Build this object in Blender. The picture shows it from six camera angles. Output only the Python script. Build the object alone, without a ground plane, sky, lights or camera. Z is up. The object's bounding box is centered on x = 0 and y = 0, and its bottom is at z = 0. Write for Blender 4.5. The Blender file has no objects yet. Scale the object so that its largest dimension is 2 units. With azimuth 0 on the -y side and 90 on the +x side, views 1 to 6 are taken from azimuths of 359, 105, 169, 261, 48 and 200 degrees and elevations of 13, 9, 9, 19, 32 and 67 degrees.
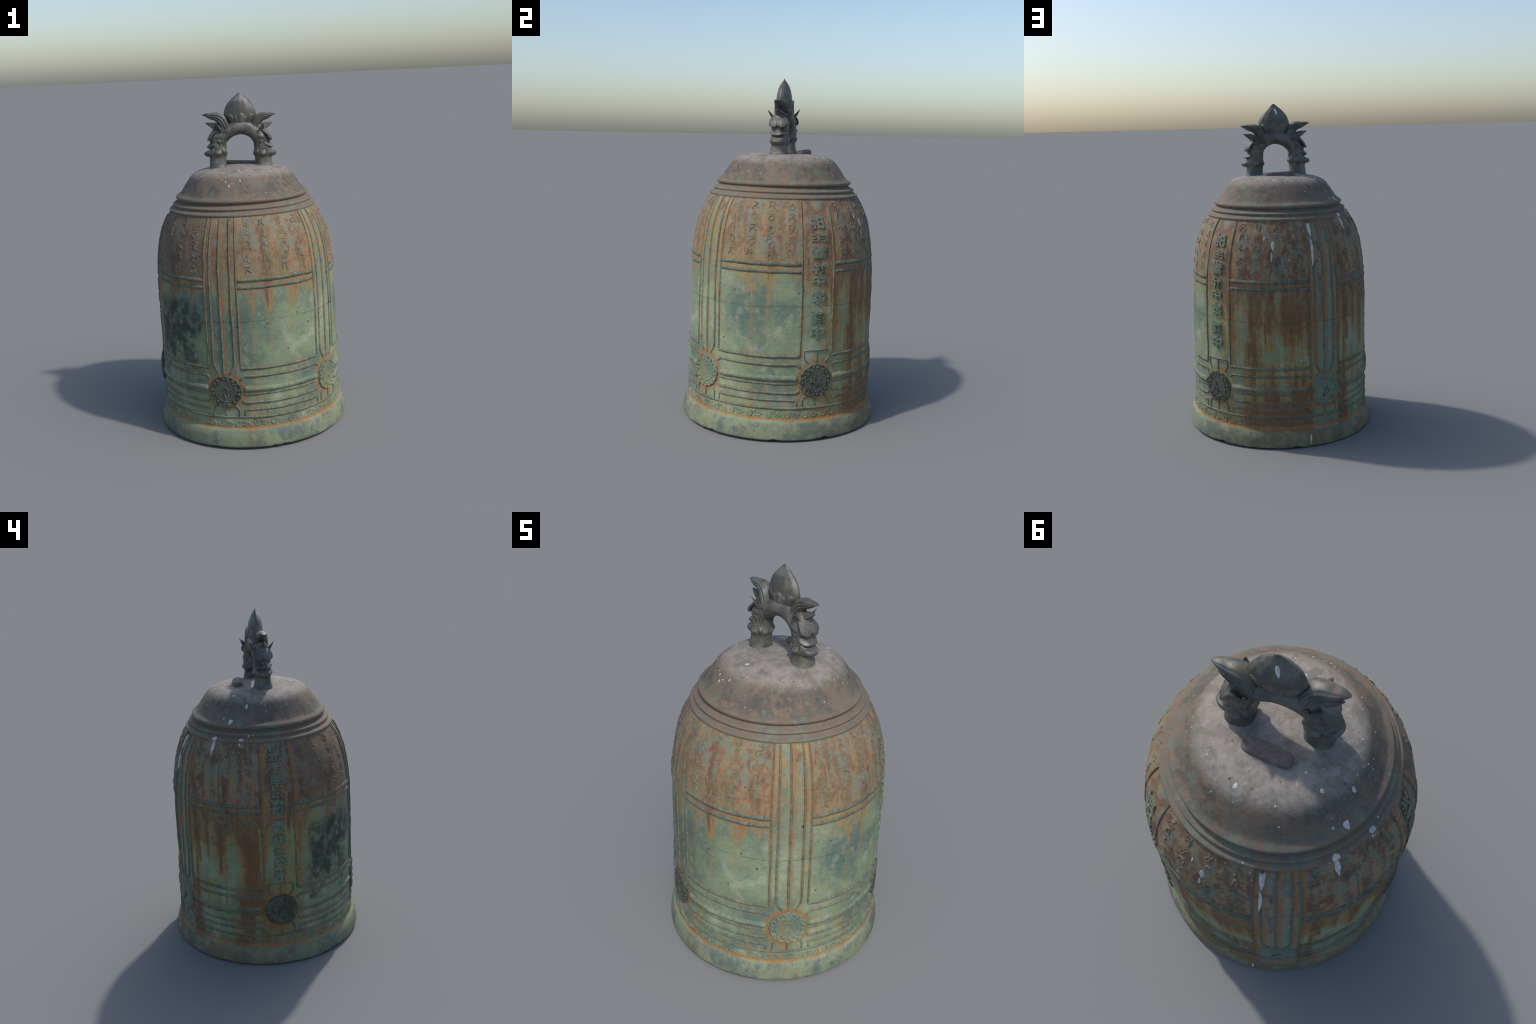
"""A weathered bronze temple bell with a twin dragon hanging loop."""
import bpy, math
import numpy as np

TILT_X, TILT_Y = 0.0072, 0.0084     # the bell leans slightly to -x and +y
COLUMNS = (55.3, 126.5, 198.2, 269.9, 343.2)     # azimuth of the five vertical bands
RIB_COLUMNS = (55.3, 198.2, 343.2)               # ... those with ribs
TEXT_COLUMNS = (126.5, 269.9)                    # ... those with large characters

# --------------------------------------------------------------------------
# small numeric helpers
# --------------------------------------------------------------------------

def _hash(ix, iy, iz, seed):
    n = (ix * 374761393 + iy * 668265263 + iz * 2147483647 + seed * 974711) & 0xFFFFFFFF
    n = ((n ^ (n >> 13)) * 1274126177) & 0xFFFFFFFF
    return ((n ^ (n >> 16)) & 0xFFFF) / 65535.0


def value_noise(p, scale, seed=0):
    """smooth value noise in -1..1 for an (n,3) array"""
    q = np.asarray(p, float) * scale + 100.0
    i = np.floor(q).astype(np.int64)
    f = q - i
    f = f * f * (3 - 2 * f)
    out = 0.0
    for dx in (0, 1):
        for dy in (0, 1):
            for dz in (0, 1):
                w = (f[:, 0] if dx else 1 - f[:, 0]) * (f[:, 1] if dy else 1 - f[:, 1]) * (f[:, 2] if dz else 1 - f[:, 2])
                out = out + w * _hash(i[:, 0] + dx, i[:, 1] + dy, i[:, 2] + dz, seed)
    return out * 2 - 1


def catmull(points, per_seg):
    """Catmull-Rom through 2D/3D control points"""
    P = np.asarray(points, float)
    P = np.vstack([2 * P[0] - P[1], P, 2 * P[-1] - P[-2]])
    out = []
    t = np.linspace(0, 1, per_seg, endpoint=False)[:, None]
    for k in range(1, len(P) - 2):
        a, b, c, d = P[k - 1], P[k], P[k + 1], P[k + 2]
        out.append(0.5 * (2 * b + (c - a) * t + (2 * a - 5 * b + 4 * c - d) * t ** 2 + (3 * b - a - 3 * c + d) * t ** 3))
    out.append(P[-2][None])
    return np.vstack(out)


# --------------------------------------------------------------------------
# the bell's profile (z, r), bottom to top, in the bell's own frame
# --------------------------------------------------------------------------
PROFILE_BASE = [(0.0040, 0.565), (0.0046, 0.572), (0.008, 0.5770), (0.017, 0.5800), (0.034, 0.5795), (0.050, 0.5780),
                (0.066, 0.5755), (0.080, 0.5715), (0.092, 0.5660), (0.102, 0.5595), (0.110, 0.5525), (0.118, 0.5485)]
PROFILE_WALL = [(0.118, 0.5485), (0.134, 0.5468), (0.160, 0.5460), (0.200, 0.5450), (0.300, 0.5445), (0.400, 0.5440), (0.500, 0.5425),
                (0.600, 0.5422), (0.700, 0.5418), (0.800, 0.5402), (0.900, 0.5368), (0.950, 0.5346), (1.000, 0.5318),
                (1.050, 0.5266), (1.100, 0.5190), (1.150, 0.5093), (1.200, 0.4955), (1.250, 0.4765), (1.290, 0.4560),
                (1.316, 0.4395)]
PROFILE_SHOULDER = [(1.316, 0.4395), (1.323, 0.4350), (1.327, 0.4375), (1.333, 0.4385), (1.339, 0.4350), (1.344, 0.4250), (1.350, 0.4140),
                    (1.355, 0.4130), (1.360, 0.4165), (1.366, 0.4160), (1.371, 0.4090), (1.376, 0.3970), (1.382, 0.3860), (1.389, 0.3815)]
PROFILE_CROWN = [(1.389, 0.3815), (1.391, 0.3890), (1.395, 0.3945), (1.402, 0.3970), (1.409, 0.3950), (1.414, 0.3890),
                 (1.419, 0.3810), (1.426, 0.3705), (1.440, 0.3590), (1.460, 0.3455), (1.480, 0.3320), (1.500, 0.3180),
                 (1.520, 0.3020), (1.535, 0.2840), (1.5455, 0.2640), (1.5545, 0.2360), (1.561, 0.2020), (1.566, 0.1620),
                 (1.5695, 0.1200), (1.572, 0.0800), (1.573, 0.0400), (1.5735, 0.0020)]

PROFILE_Z = np.array([p[0] for p in PROFILE_BASE[:-1] + PROFILE_WALL[:-1] + PROFILE_SHOULDER[:-1] + PROFILE_CROWN])
PROFILE_R = np.array([p[1] for p in PROFILE_BASE[:-1] + PROFILE_WALL[:-1] + PROFILE_SHOULDER[:-1] + PROFILE_CROWN])
_fine = catmull(np.stack([PROFILE_Z, PROFILE_R], 1), 12)
_fz, _fr = np.maximum.accumulate(_fine[:, 0]), _fine[:, 1]


def radius_at(z):
    return np.interp(z, _fz, _fr)


def dents(az, z, r):
    """unevenness of the old casting, metres"""
    p = np.stack([r * np.sin(az), -r * np.cos(az), z], 1)
    d = 0.0022 * value_noise(p, 4.0, 1) + 0.0013 * value_noise(p, 11.0, 2) + 0.0005 * value_noise(p, 37.0, 3)
    # a poured seam runs round the wall a little above its middle
    seam = 0.748 + 0.005 * value_noise(np.stack([np.sin(az), np.cos(az), 0 * az], 1), 4.0, 5)
    d -= 0.0010 * np.exp(-((z - seam) / 0.0022) ** 2)
    d += 0.0012 / (1 + np.exp(-(z - seam) / 0.004)) - 0.0006
    fade = np.clip((1.60 - z) / 0.03, 0, 1)
    low = np.clip((z - 0.004) / 0.02, 0, 1)
    return d * fade * low


def on_wall(az_deg, z, lift=0.0):
    """point on the bell's skin, raised by lift along the outward normal"""
    az = np.radians(np.atleast_1d(np.asarray(az_deg, float)))
    z = np.broadcast_to(np.asarray(z, float), az.shape).astype(float)
    r0 = radius_at(z)
    r = r0 + dents(az, z, r0)
    slope = (radius_at(z + 0.006) - radius_at(z - 0.006)) / 0.012
    nrm = np.stack([np.sin(az), -np.cos(az), -slope], 1)
    nrm /= np.linalg.norm(nrm, axis=1)[:, None]
    pos = np.stack([r * np.sin(az), -r * np.cos(az), z], 1)
    return pos + nrm * np.asarray(lift)[..., None] if np.ndim(lift) else pos + nrm * lift


# --------------------------------------------------------------------------
# scene helpers
# --------------------------------------------------------------------------
scene = bpy.context.scene
root = bpy.data.objects.new("temple_bell", None)
scene.collection.objects.link(root)
root.rotation_euler = (-TILT_Y, -TILT_X, 0)
root.location.z = 0.002
root["label"] = "weathered bronze temple bell with twin dragon hanging loop"
root["category"] = "temple bell"
bpy.context.view_layer.update()
ROOT_INVERSE = root.matrix_world.inverted()


def make_object(name, verts, faces, material, parent=root, upright=False, smooth=True, kind=None):
    me = bpy.data.meshes.new(name)
    me.from_pydata([tuple(map(float, v)) for v in verts], [], [tuple(int(i) for i in f) for f in faces])
    me.update()
    if smooth:
        me.polygons.foreach_set("use_smooth", [True] * len(me.polygons))
    me.materials.append(material)
    ob = bpy.data.objects.new(name, me)
    scene.collection.objects.link(ob)
    ob.parent = parent
    if upright and parent is root:      # built upright in world axes, not in the leaning frame
        ob.matrix_parent_inverse = ROOT_INVERSE
    if kind:
        ob["kind"] = kind
    return ob


def grid_faces(n, m, wrap_m=False, offset=0, flip=False):
    i, j = np.meshgrid(np.arange(n - 1), np.arange(m if wrap_m else m - 1), indexing="ij")
    j2 = (j + 1) % m
    f = np.stack([i * m + j, i * m + j2, (i + 1) * m + j2, (i + 1) * m + j], -1).reshape(-1, 4) + offset
    return f[:, ::-1] if flip else f


def loft(rings, cap=True):
    """closed rings (k, n, 3) -> verts, faces"""
    R = np.asarray(rings, float)
    k, n = R.shape[:2]
    verts = R.reshape(-1, 3)
    faces = [tuple(f) for f in grid_faces(k, n, True)]
    if cap:
        verts = np.vstack([verts, R[0].mean(0), R[-1].mean(0)])
        a, b = k * n, k * n + 1
        faces += [(a, (j + 1) % n, j) for j in range(n)]
        faces += [(b, (k - 1) * n + j, (k - 1) * n + (j + 1) % n) for j in range(n)]
    return verts, faces


def ribbon(path, width, height, seed=0, across=7, step=0.006, taper=0.012, wobble=0.0010, closed=False, sink=0.0012):
    """a raised cast line following (azimuth, z) points on the wall: rounded, tapered at the ends"""
    P = np.asarray(path, float)
    rr = float(radius_at(P[:, 1].mean()))
    k = math.pi / 180 * rr
    metric = P * np.array([k, 1.0])
    if len(P) > 2 and not closed:
        metric = catmull(metric, 8)
    seg = np.linalg.norm(np.diff(metric, axis=0), axis=1)
    s = np.concatenate([[0], np.cumsum(seg)])
    n = max(4, int(s[-1] / step) + 1)
    t = np.linspace(0, s[-1], n)
    q = np.stack([np.interp(t, s, metric[:, 0]), np.interp(t, s, metric[:, 1])], 1)
    tan = np.gradient(q, axis=0)
    tan /= np.linalg.norm(tan, axis=1)[:, None] + 1e-12
    side = np.stack([tan[:, 1], -tan[:, 0]], 1)
    nz = np.stack([q[:, 0], q[:, 1], np.full(n, seed * 1.7)], 1)
    q = q + side * (wobble * 2 * value_noise(nz, 14, seed))[:, None]
    if closed:
        end = np.ones(n)
    else:
        end = np.clip(np.minimum(t, s[-1] - t) / taper, 0, 1)
        end = np.sqrt(1 - (1 - end) ** 2)
    h = height * (0.82 + 0.26 * value_noise(nz, 30, seed + 9) + 0.22 * value_noise(nz, 7, seed + 2)) * end
    w = width * (0.95 + 0.18 * value_noise(nz, 22, seed + 4)) * (0.35 + 0.65 * end)
    u = np.linspace(-1, 1, across)
    prof = np.cos(u * math.pi / 2) ** 0.8
    pts = q[:, None, :] + side[:, None, :] * (u[None, :, None] * w[:, None, None] * 0.5)
    lift = prof[None, :] * (h[:, None] + sink) - sink
    flat = pts.reshape(-1, 2)
    pos = on_wall(flat[:, 0] / k, flat[:, 1], lift.reshape(-1))
    return pos, grid_faces(n, across)


def merge(parts):
    verts, faces, off = [], [], 0
    for v, f in parts:
        verts.append(np.asarray(v))
        faces += [tuple(int(i) + off for i in fa) for fa in f]
        off += len(v)
    return np.vstack(verts), faces


# --------------------------------------------------------------------------
# materials: a small expression layer over shader nodes
# --------------------------------------------------------------------------
class Graph:
    def __init__(self, name):
        self.mat = bpy.data.materials.new(name)
        self.mat.use_nodes = True
        self.nt = self.mat.node_tree
        self.nt.nodes.clear()
        self.out = self.nt.nodes.new("ShaderNodeOutputMaterial")
        self.bsdf = self.nt.nodes.new("ShaderNodeBsdfPrincipled")
        self.nt.links.new(self.bsdf.outputs[0], self.out.inputs[0])
        tc = self.nt.nodes.new("ShaderNodeTexCoord")
        self.pos = tc.outputs["Object"]
        sep = self.nt.nodes.new("ShaderNodeSeparateXYZ")
        self.link(self.pos, sep.inputs[0])
        self.x, self.y, self.z = (Val(self, o) for o in sep.outputs)

    def link(self, a, b):
        self.nt.links.new(a.s if isinstance(a, Val) else a, b)

    def put(self, v, socket):
        if isinstance(v, (Val,)) or hasattr(v, "links"):
            self.link(v, socket)
        else:
            socket.default_value = v

    def math(self, op, a, b=None, c=None, clamp=False):
        n = self.nt.nodes.new("ShaderNodeMath")
        n.operation = op
        n.use_clamp = clamp
        for i, v in enumerate((a, b, c)):
            if v is not None:
                self.put(v, n.inputs[i])
        return Val(self, n.outputs[0])

    def noise(self, scale, detail=4, rough=0.55, stretch=(1, 1, 1), offset=(0, 0, 0), distortion=0.0):
        m = self.nt.nodes.new("ShaderNodeMapping")
        self.link(self.pos, m.inputs[0])
        m.inputs["Scale"].default_value = stretch
        m.inputs["Location"].default_value = offset
        n = self.nt.nodes.new("ShaderNodeTexNoise")
        self.link(m.outputs[0], n.inputs["Vector"])
        n.inputs["Scale"].default_value = scale
        n.inputs["Detail"].default_value = detail
        n.inputs["Roughness"].default_value = rough
        n.inputs["Distortion"].default_value = distortion
        return Val(self, n.outputs["Fac"])

    def cells(self, scale, stretch=(1, 1, 1), feature="F1"):
        m = self.nt.nodes.new("ShaderNodeMapping")
        self.link(self.pos, m.inputs[0])
        m.inputs["Scale"].default_value = stretch
        n = self.nt.nodes.new("ShaderNodeTexVoronoi")
        n.feature = feature
        self.link(m.outputs[0], n.inputs["Vector"])
        n.inputs["Scale"].default_value = scale
        return Val(self, n.outputs["Distance"]), n.outputs["Color"]

    def smooth(self, v, lo, hi):
        n = self.nt.nodes.new("ShaderNodeMapRange")
        n.interpolation_type = "SMOOTHSTEP"
        self.link(v, n.inputs[0])
        n.inputs[1].default_value = lo
        n.inputs[2].default_value = hi
        return Val(self, n.outputs[0])

    def mix(self, fac, a, b):
        n = self.nt.nodes.new("ShaderNodeMix")
        n.data_type = "RGBA"
        self.put(fac, n.inputs[0])
        for v, s in ((a, n.inputs[6]), (b, n.inputs[7])):
            if isinstance(v, tuple):
                s.default_value = (*v, 1)
            else:
                self.link(v, s)
        return n.outputs[2]

    def scale_colour(self, col, fac):
        n = self.nt.nodes.new("ShaderNodeVectorMath")
        n.operation = "SCALE"
        self.link(col, n.inputs[0])
        self.put(fac, n.inputs[3])
        return n.outputs[0]

    def bump(self, height, strength, distance):
        n = self.nt.nodes.new("ShaderNodeBump")
        n.inputs["Strength"].default_value = strength
        n.inputs["Distance"].default_value = distance
        self.link(height, n.inputs["Height"])
        self.link(n.outputs[0], self.bsdf.inputs["Normal"])

    def finish(self, colour, rough=0.75, metallic=0.0, spec=0.3):
        self.put(colour, self.bsdf.inputs["Base Color"])
        self.put(rough, self.bsdf.inputs["Roughness"])
        self.put(metallic, self.bsdf.inputs["Metallic"])
        self.bsdf.inputs["Specular IOR Level"].default_value = spec
        return self.mat


class Val:
    def __init__(self, g, s):
        self.g, self.s = g, s
    def __add__(a, b): return a.g.math("ADD", a, b)
    def __radd__(a, b): return a.g.math("ADD", a, b)
    def __sub__(a, b): return a.g.math("SUBTRACT", a, b)
    def __rsub__(a, b): return a.g.math("SUBTRACT", b, a)
    def __mul__(a, b): return a.g.math("MULTIPLY", a, b)
    def __rmul__(a, b): return a.g.math("MULTIPLY", a, b)
    def __truediv__(a, b): return a.g.math("DIVIDE", a, b)
    def abs(a): return a.g.math("ABSOLUTE", a)
    def max(a, b): return a.g.math("MAXIMUM", a, b)
    def min(a, b): return a.g.math("MINIMUM", a, b)
    def clamp(a): return a.g.math("ADD", a, 0.0, clamp=True)


def srgb(r, g, b):
    f = lambda c: (c / 255 / 12.92) if c / 255 <= 0.04045 else ((c / 255 + 0.055) / 1.055) ** 2.4
    return (f(r), f(g), f(b))


GREEN = srgb(123, 136, 108)
PALE_GREEN = srgb(150, 159, 133)
GREY_GREEN = srgb(88, 107, 98)
BLUE_GREEN = srgb(108, 126, 122)
DARK_RIB = srgb(66, 79, 76)
RUST = srgb(146, 99, 66)
BROWN = srgb(102, 80, 66)
OLIVE = srgb(139, 125, 84)
SOOT = srgb(54, 60, 56)
DUST = srgb(150, 144, 137)
FRINGE = srgb(152, 98, 58)


def patina(name, raised=0.0, darkness=0.0, tone=None):
    """colour of the bell's skin by place: rust above, verdigris below, dust on the crown.
    raised: cast lines and characters, rubbed to dark blue-green."""
    g = Graph(name)
    x, y, z = g.x, g.y, g.z
    deg = g.math("ARCTAN2", x, y * -1.0) * (180 / math.pi)
    # noise fields
    broad = g.noise(2.6, 4, 0.55, offset=(3, 1, 7))
    mid = g.noise(9, 5, 0.6, offset=(1, 5, 2))
    fine = g.noise(60, 4, 0.65)
    grain = g.noise(190, 3, 0.6)
    mott = g.noise(24, 7, 0.72, offset=(5, 5, 1))
    brushed = g.noise(42, 5, 0.7, stretch=(1, 1, 0.22), offset=(2, 8, 3))
    streak = g.noise(11, 5, 0.6, stretch=(1, 1, 0.11), offset=(0, 2, 0))
    streak2 = g.noise(17, 4, 0.6, stretch=(1, 1, 0.10), offset=(7, 3, 4), distortion=0.3)
    streak3 = g.noise(26, 4, 0.65, stretch=(1, 1, 0.06), offset=(4, 9, 1))
    # place in the five-fold pattern
    turn = (deg - 55.3) * (1 / 72.0) + 10.0
    frac = g.math("FRACT", turn)
    off = frac.min(1.0 - frac) * 72.0                       # degrees from the nearest column
    column = g.math("FLOOR", g.math("MODULO", turn + 0.5, 5.0))
    ribbed = 1.0 - g.math("FLOORED_MODULO", column, 2.0)     # 1 on ribbed columns

    # ---- how rusty: above the double ridge, on the lee side, and in runs below ----
    def toward(a, width):
        d = g.math("WRAP", deg - a, 180.0, -180.0)
        return 1.0 - g.smooth(d.abs(), width * 0.35, width)
    lee = toward(205, 105)
    soft = (mid - 0.5) * 0.7 + (mott - 0.5) * 1.0 + (brushed - 0.5) * 0.7 + (streak2 - 0.5) * 0.7
    upper = g.smooth(z + (mid - 0.5) * 0.20 + (streak - 0.5) * 0.34 + (mott - 0.5) * 0.12, 0.76, 1.06)
    runs = g.smooth(streak, 0.50, 0.72) * g.smooth(z, 0.30, 0.95)
    rust = upper * 0.62 + runs * 0.42 + lee * g.smooth(streak * 0.7 + streak2 * 0.3 + (broad - 0.5) * 0.5 + (mott - 0.5) * 0.15, 0.24, 0.68) * 0.90
    rust = rust + soft * (0.55 - lee * 0.22)
    green_column = (1.0 - g.smooth(off, 8.0, 11.0)) * (toward(55.3, 20).max(toward(198.2, 20)))
    rust = rust - green_column * 0.30
    rust = g.smooth(rust, 0.02, 0.82)

    green = g.mix(g.smooth(broad + (mid - 0.5) * 0.6 + (mott - 0.5) * 0.6, 0.40, 0.64), GREEN, GREY_GREEN)
    green = g.mix(g.smooth(mid * 0.7 + mott * 0.3 + (broad - 0.5) * -0.4, 0.46, 0.66) * 0.85, green, PALE_GREEN)
    green = g.mix(g.smooth(streak + (mott - 0.5) * 0.5, 0.47, 0.70) * 0.8, green, OLIVE)
    rusty = g.mix(g.smooth(streak2 + (mid - 0.5) * 0.5 + (mott - 0.5) * 0.8, 0.36, 0.66), BROWN, RUST)
    rusty = g.mix(g.smooth(z, 1.02, 1.33) * 0.5, rusty, srgb(108, 88, 76))
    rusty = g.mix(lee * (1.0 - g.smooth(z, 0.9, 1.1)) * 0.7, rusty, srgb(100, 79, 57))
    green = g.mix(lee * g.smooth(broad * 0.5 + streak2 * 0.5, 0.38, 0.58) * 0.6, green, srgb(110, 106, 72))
    colour = g.mix(g.smooth(rust, 0.08, 0.50) * 0.9, green, g.mix(g.smooth(mott, 0.38, 0.62), OLIVE, srgb(146, 116, 72)))
    colour = g.mix(g.smooth(rust, 0.36, 1.00), colour, rusty)
    turquoise = (1.0 - g.smooth(off, 7.5, 10.5)) * toward(198.2, 20) * g.smooth(streak3 * 0.5 + mott * 0.5, 0.36, 0.56) * (1.0 - g.smooth(z, 1.24, 1.32))
    colour = g.mix(turquoise * 0.75, colour, srgb(106, 134, 126))
    # pale olive and blue-green washes running down the upper wall
    high_wall = g.smooth(z, 0.70, 1.1)
    wash2 = g.smooth(streak2 * 0.5 + brushed * 0.5 + (mott - 0.5) * 0.5, 0.44, 0.60) * high_wall * 0.68
    colour = g.mix(wash2, colour, srgb(143, 130, 103))
    wash = g.smooth(streak3 * 0.75 + mid * 0.25 + (mott - 0.5) * 0.7, 0.485, 0.60) * high_wall * 0.80
    colour = g.mix(wash, colour, g.mix(g.smooth(mott, 0.4, 0.6), BLUE_GREEN, srgb(112, 120, 100)))
    colour = g.mix(toward(306, 42) * g.smooth(z, 0.92, 1.05) * 0.55, colour, g.mix(g.smooth(mott, 0.4, 0.6), srgb(92, 76, 68), srgb(112, 92, 80)))
    # sooty scabs on one lower panel
    place = toward(307, 34) * g.smooth(z, 0.16, 0.55) * (1.0 - g.smooth(z, 0.76, 0.97))
    blotch = mid * 0.6 + mott * 0.55 + broad * 0.4
    colour = g.mix(place * g.smooth(blotch, 0.55, 0.85) * 0.65, colour, srgb(84, 94, 82))
    scab = g.smooth(blotch + place * 0.22, 0.88, 1.08) * g.smooth(place, 0.02, 0.5)
    colour = g.mix(scab * 0.9, colour, SOOT)
    # sides of the columns, the ridges and the medallions hold orange rust
    def line(v, at, w):
        return 1.0 - g.smooth((v - at).abs(), w * 0.15, w)
    in_wall = g.smooth(z, 0.455, 0.475) * (1.0 - g.smooth(z, 1.318, 1.33))
    fringe = line(off, 10.1, 2.0) * in_wall
    fringe = fringe.max((line(off, 6.5, 1.7).max(line(off, 0.5, 1.7))) * in_wall * ribbed)
    outside = g.smooth(off, 9.6, 10.4)
    horiz = line(z, 0.984, 0.028)
    for at, w in ((0.943, 0.026), (0.473, 0.024), (0.427, 0.020), (0.320, 0.014), (0.268, 0.018), (0.226, 0.017)):
        horiz = horiz.max(line(z, at, w))
    fringe = fringe.max(horiz * outside)
    fringe = fringe.max(line(z, 0.180, 0.020)).max(line(z, 0.120, 0.018)).max(line(z, 1.386, 0.012) * 0.5)
    halo = g.math("SQRT", g.math("POWER", off * 0.0095, 2.0) + g.math("POWER", z - 0.336, 2.0))
    fringe = fringe.max(line(halo, 0.100, 0.034))
    fringe = fringe * g.smooth(mid * 0.45 + mott * 0.45 + broad * 0.45 + (streak - 0.5) * 0.3, 0.46, 0.74)
    if not raised:
        colour = g.mix(fringe * 0.9, colour, g.mix(g.smooth(mott, 0.40, 0.60), srgb(138, 108, 66), FRINGE))

    # ---- foot: pale, blotched grey ----
    foot = 1.0 - g.smooth(z + (mid - 0.5) * 0.02, 0.094, 0.116)
    foot_col = g.mix(g.smooth(mid * 0.5 + mott * 0.5 + (broad - 0.5) * 0.4, 0.44, 0.58), srgb(122, 129, 105), srgb(90, 102, 95))
    foot_col = g.mix((lee * 0.85).max(g.smooth(streak, 0.52, 0.7) * 0.6) * g.smooth(soft, -0.3, 0.3), foot_col, srgb(122, 100, 74))
    colour = g.mix(foot, colour, foot_col)
    # ---- shoulder and crown: dusty brown, grey on the flat ----
    high = g.smooth(z + (mid - 0.5) * 0.03, 1.310, 1.340)
    crown = g.mix(g.smooth(mid * 0.5 + mott * 0.5 + (streak2 - 0.5) * 0.6, 0.40, 0.60), srgb(117, 101, 87), srgb(104, 101, 91))
    slope = g.smooth(z, 1.40, 1.43)
    crown = g.mix(g.smooth(broad * 0.7 + mid * 0.4 + (mott - 0.5) * 0.9, 0.47, 0.66) * slope * 0.8, crown, srgb(78, 75, 71))
    crown = g.mix(g.smooth(mott * 0.7 + mid * 0.4 + (streak - 0.5) * 0.5, 0.55, 0.70) * 0.6, crown, srgb(118, 124, 106))
    flat = g.smooth(z + (mid - 0.5) * 0.06 + (broad - 0.5) * 0.06, 1.505, 1.558)
    crown = g.mix(flat * 0.85, crown, g.mix(g.smooth(mid * 0.4 + mott * 0.6, 0.42, 0.60), DUST, srgb(121, 114, 105)))
    colour = g.mix(high, colour, crown)
    if raised:
        top = g.mix(g.smooth(fine * 0.6 + mid * 0.4, 0.40, 0.60), *(tone or (DARK_RIB, srgb(100, 112, 100))))
        top = g.mix(g.smooth(z + (mid - 0.5) * 0.2, 0.98, 1.20) * 0.4, top, srgb(104, 98, 83))
        colour = g.mix(raised, colour, top)
    if darkness:
        blot = g.smooth(mid * 0.5 + fine * 0.5, 0.42, 0.58)
        colour = g.mix(darkness, colour, g.mix(blot, srgb(58, 57, 54), srgb(84, 86, 76)))

    # pits, the seam and grain
    dist, _ = g.cells(26)
    pick = g.smooth(g.noise(31, 2, 0.5, offset=(9, 9, 9)), 0.58, 0.64)
    pits = (1.0 - g.smooth(dist, 0.10, 0.20)) * pick
    dist2, _ = g.cells(75)
    pits = pits.max((1.0 - g.smooth(dist2, 0.12, 0.26)) * g.smooth(g.noise(14, 3, 0.6, offset=(1, 9, 4)), 0.55, 0.66) * 0.7)
    colour = g.mix(pits * 0.75, colour, srgb(48, 54, 50))
    seam = line(z + (broad - 0.5) * 0.016 + (mid - 0.5) * 0.006, 0.748, 0.0032) * g.smooth(mott, 0.35, 0.55) * (1.0 - high)
    if not raised:
        colour = g.mix(seam * 0.55, colour, srgb(70, 60, 46))
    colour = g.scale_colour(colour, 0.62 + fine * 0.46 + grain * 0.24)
    g.bump(fine * 0.6 + grain * 0.25 + mid * 0.7 - pits * 0.6, 0.55, 0.004)
    return g.finish(colour, 0.72 + fine * 0.12, 0.0, 0.28)


def dark_bronze(name):
    """the loop and its dragons: dull grey bronze, warm and green in places"""
    g = Graph(name)
    mid = g.noise(16, 5, 0.6)
    broad = g.noise(6, 3, 0.5, offset=(2, 2, 2))
    fine = g.noise(90, 4, 0.65)
    col = g.mix(g.smooth(mid, 0.38, 0.64), srgb(79, 79, 75), srgb(106, 105, 99))
    col = g.mix(g.smooth(broad + (mid - 0.5) * 0.4, 0.52, 0.68) * 0.45, col, srgb(92, 90, 68))
    col = g.mix(g.smooth(g.noise(13, 4, 0.6, offset=(8, 1, 3)), 0.58, 0.70) * 0.4, col, srgb(118, 94, 78))
    col = g.mix(g.smooth(fine * 0.5 + mid * 0.5, 0.58, 0.66) * 0.35, col, srgb(132, 134, 124))
    col = g.scale_colour(col, 0.82 + fine * 0.30)
    g.bump(fine * 0.5 + mid, 0.4, 0.003)
    return g.finish(col, 0.42 + fine * 0.18, 0.25, 0.5)


def chalky(name):
    g = Graph(name)
    n = g.noise(45, 3, 0.6)
    col = g.mix(g.smooth(n, 0.35, 0.65), srgb(196, 196, 198), srgb(166, 168, 166))
    return g.finish(col, 0.9, 0.0, 0.2)


def brown_bronze(name):
    g = Graph(name)
    mid = g.noise(22, 5, 0.65)
    fine = g.noise(80, 4, 0.65)
    col = g.mix(g.smooth(mid, 0.38, 0.62), srgb(96, 86, 80), srgb(118, 108, 102))
    g.bump(fine * 0.5 + mid, 0.4, 0.003)
    return g.finish(g.scale_colour(col, 0.8 + fine * 0.35), 0.75, 0.0, 0.3)


def hollow(name):
    g = Graph(name)
    n = g.noise(12, 4, 0.6)
    return g.finish(g.mix(n, srgb(70, 58, 46), srgb(96, 84, 62)), 0.9, 0.0, 0.2)


SKIN = patina("weathered_bronze_patina")
RAISED = patina("rubbed_raised_bronze", raised=0.72)
LETTER = patina("rubbed_letter_bronze", raised=0.55, tone=(srgb(88, 98, 86), srgb(116, 126, 106)))
BRUSH = patina("green_character_bronze", raised=0.85, tone=(srgb(84, 100, 90), srgb(116, 130, 110)))
MEDAL_GREEN = patina("medallion_patina", raised=0.25)
MEDAL_DARK = patina("blackened_medallion_bronze", raised=0.6, darkness=0.85)
BRONZE = dark_bronze("dull_grey_bronze")
CHALK = chalky("chalky_white_splash")
STUB = brown_bronze("brown_stub_bronze")
INSIDE = hollow("dark_brown_bronze_inside")  # dark brown bronze of the inner wall, mottled by noise

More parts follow.
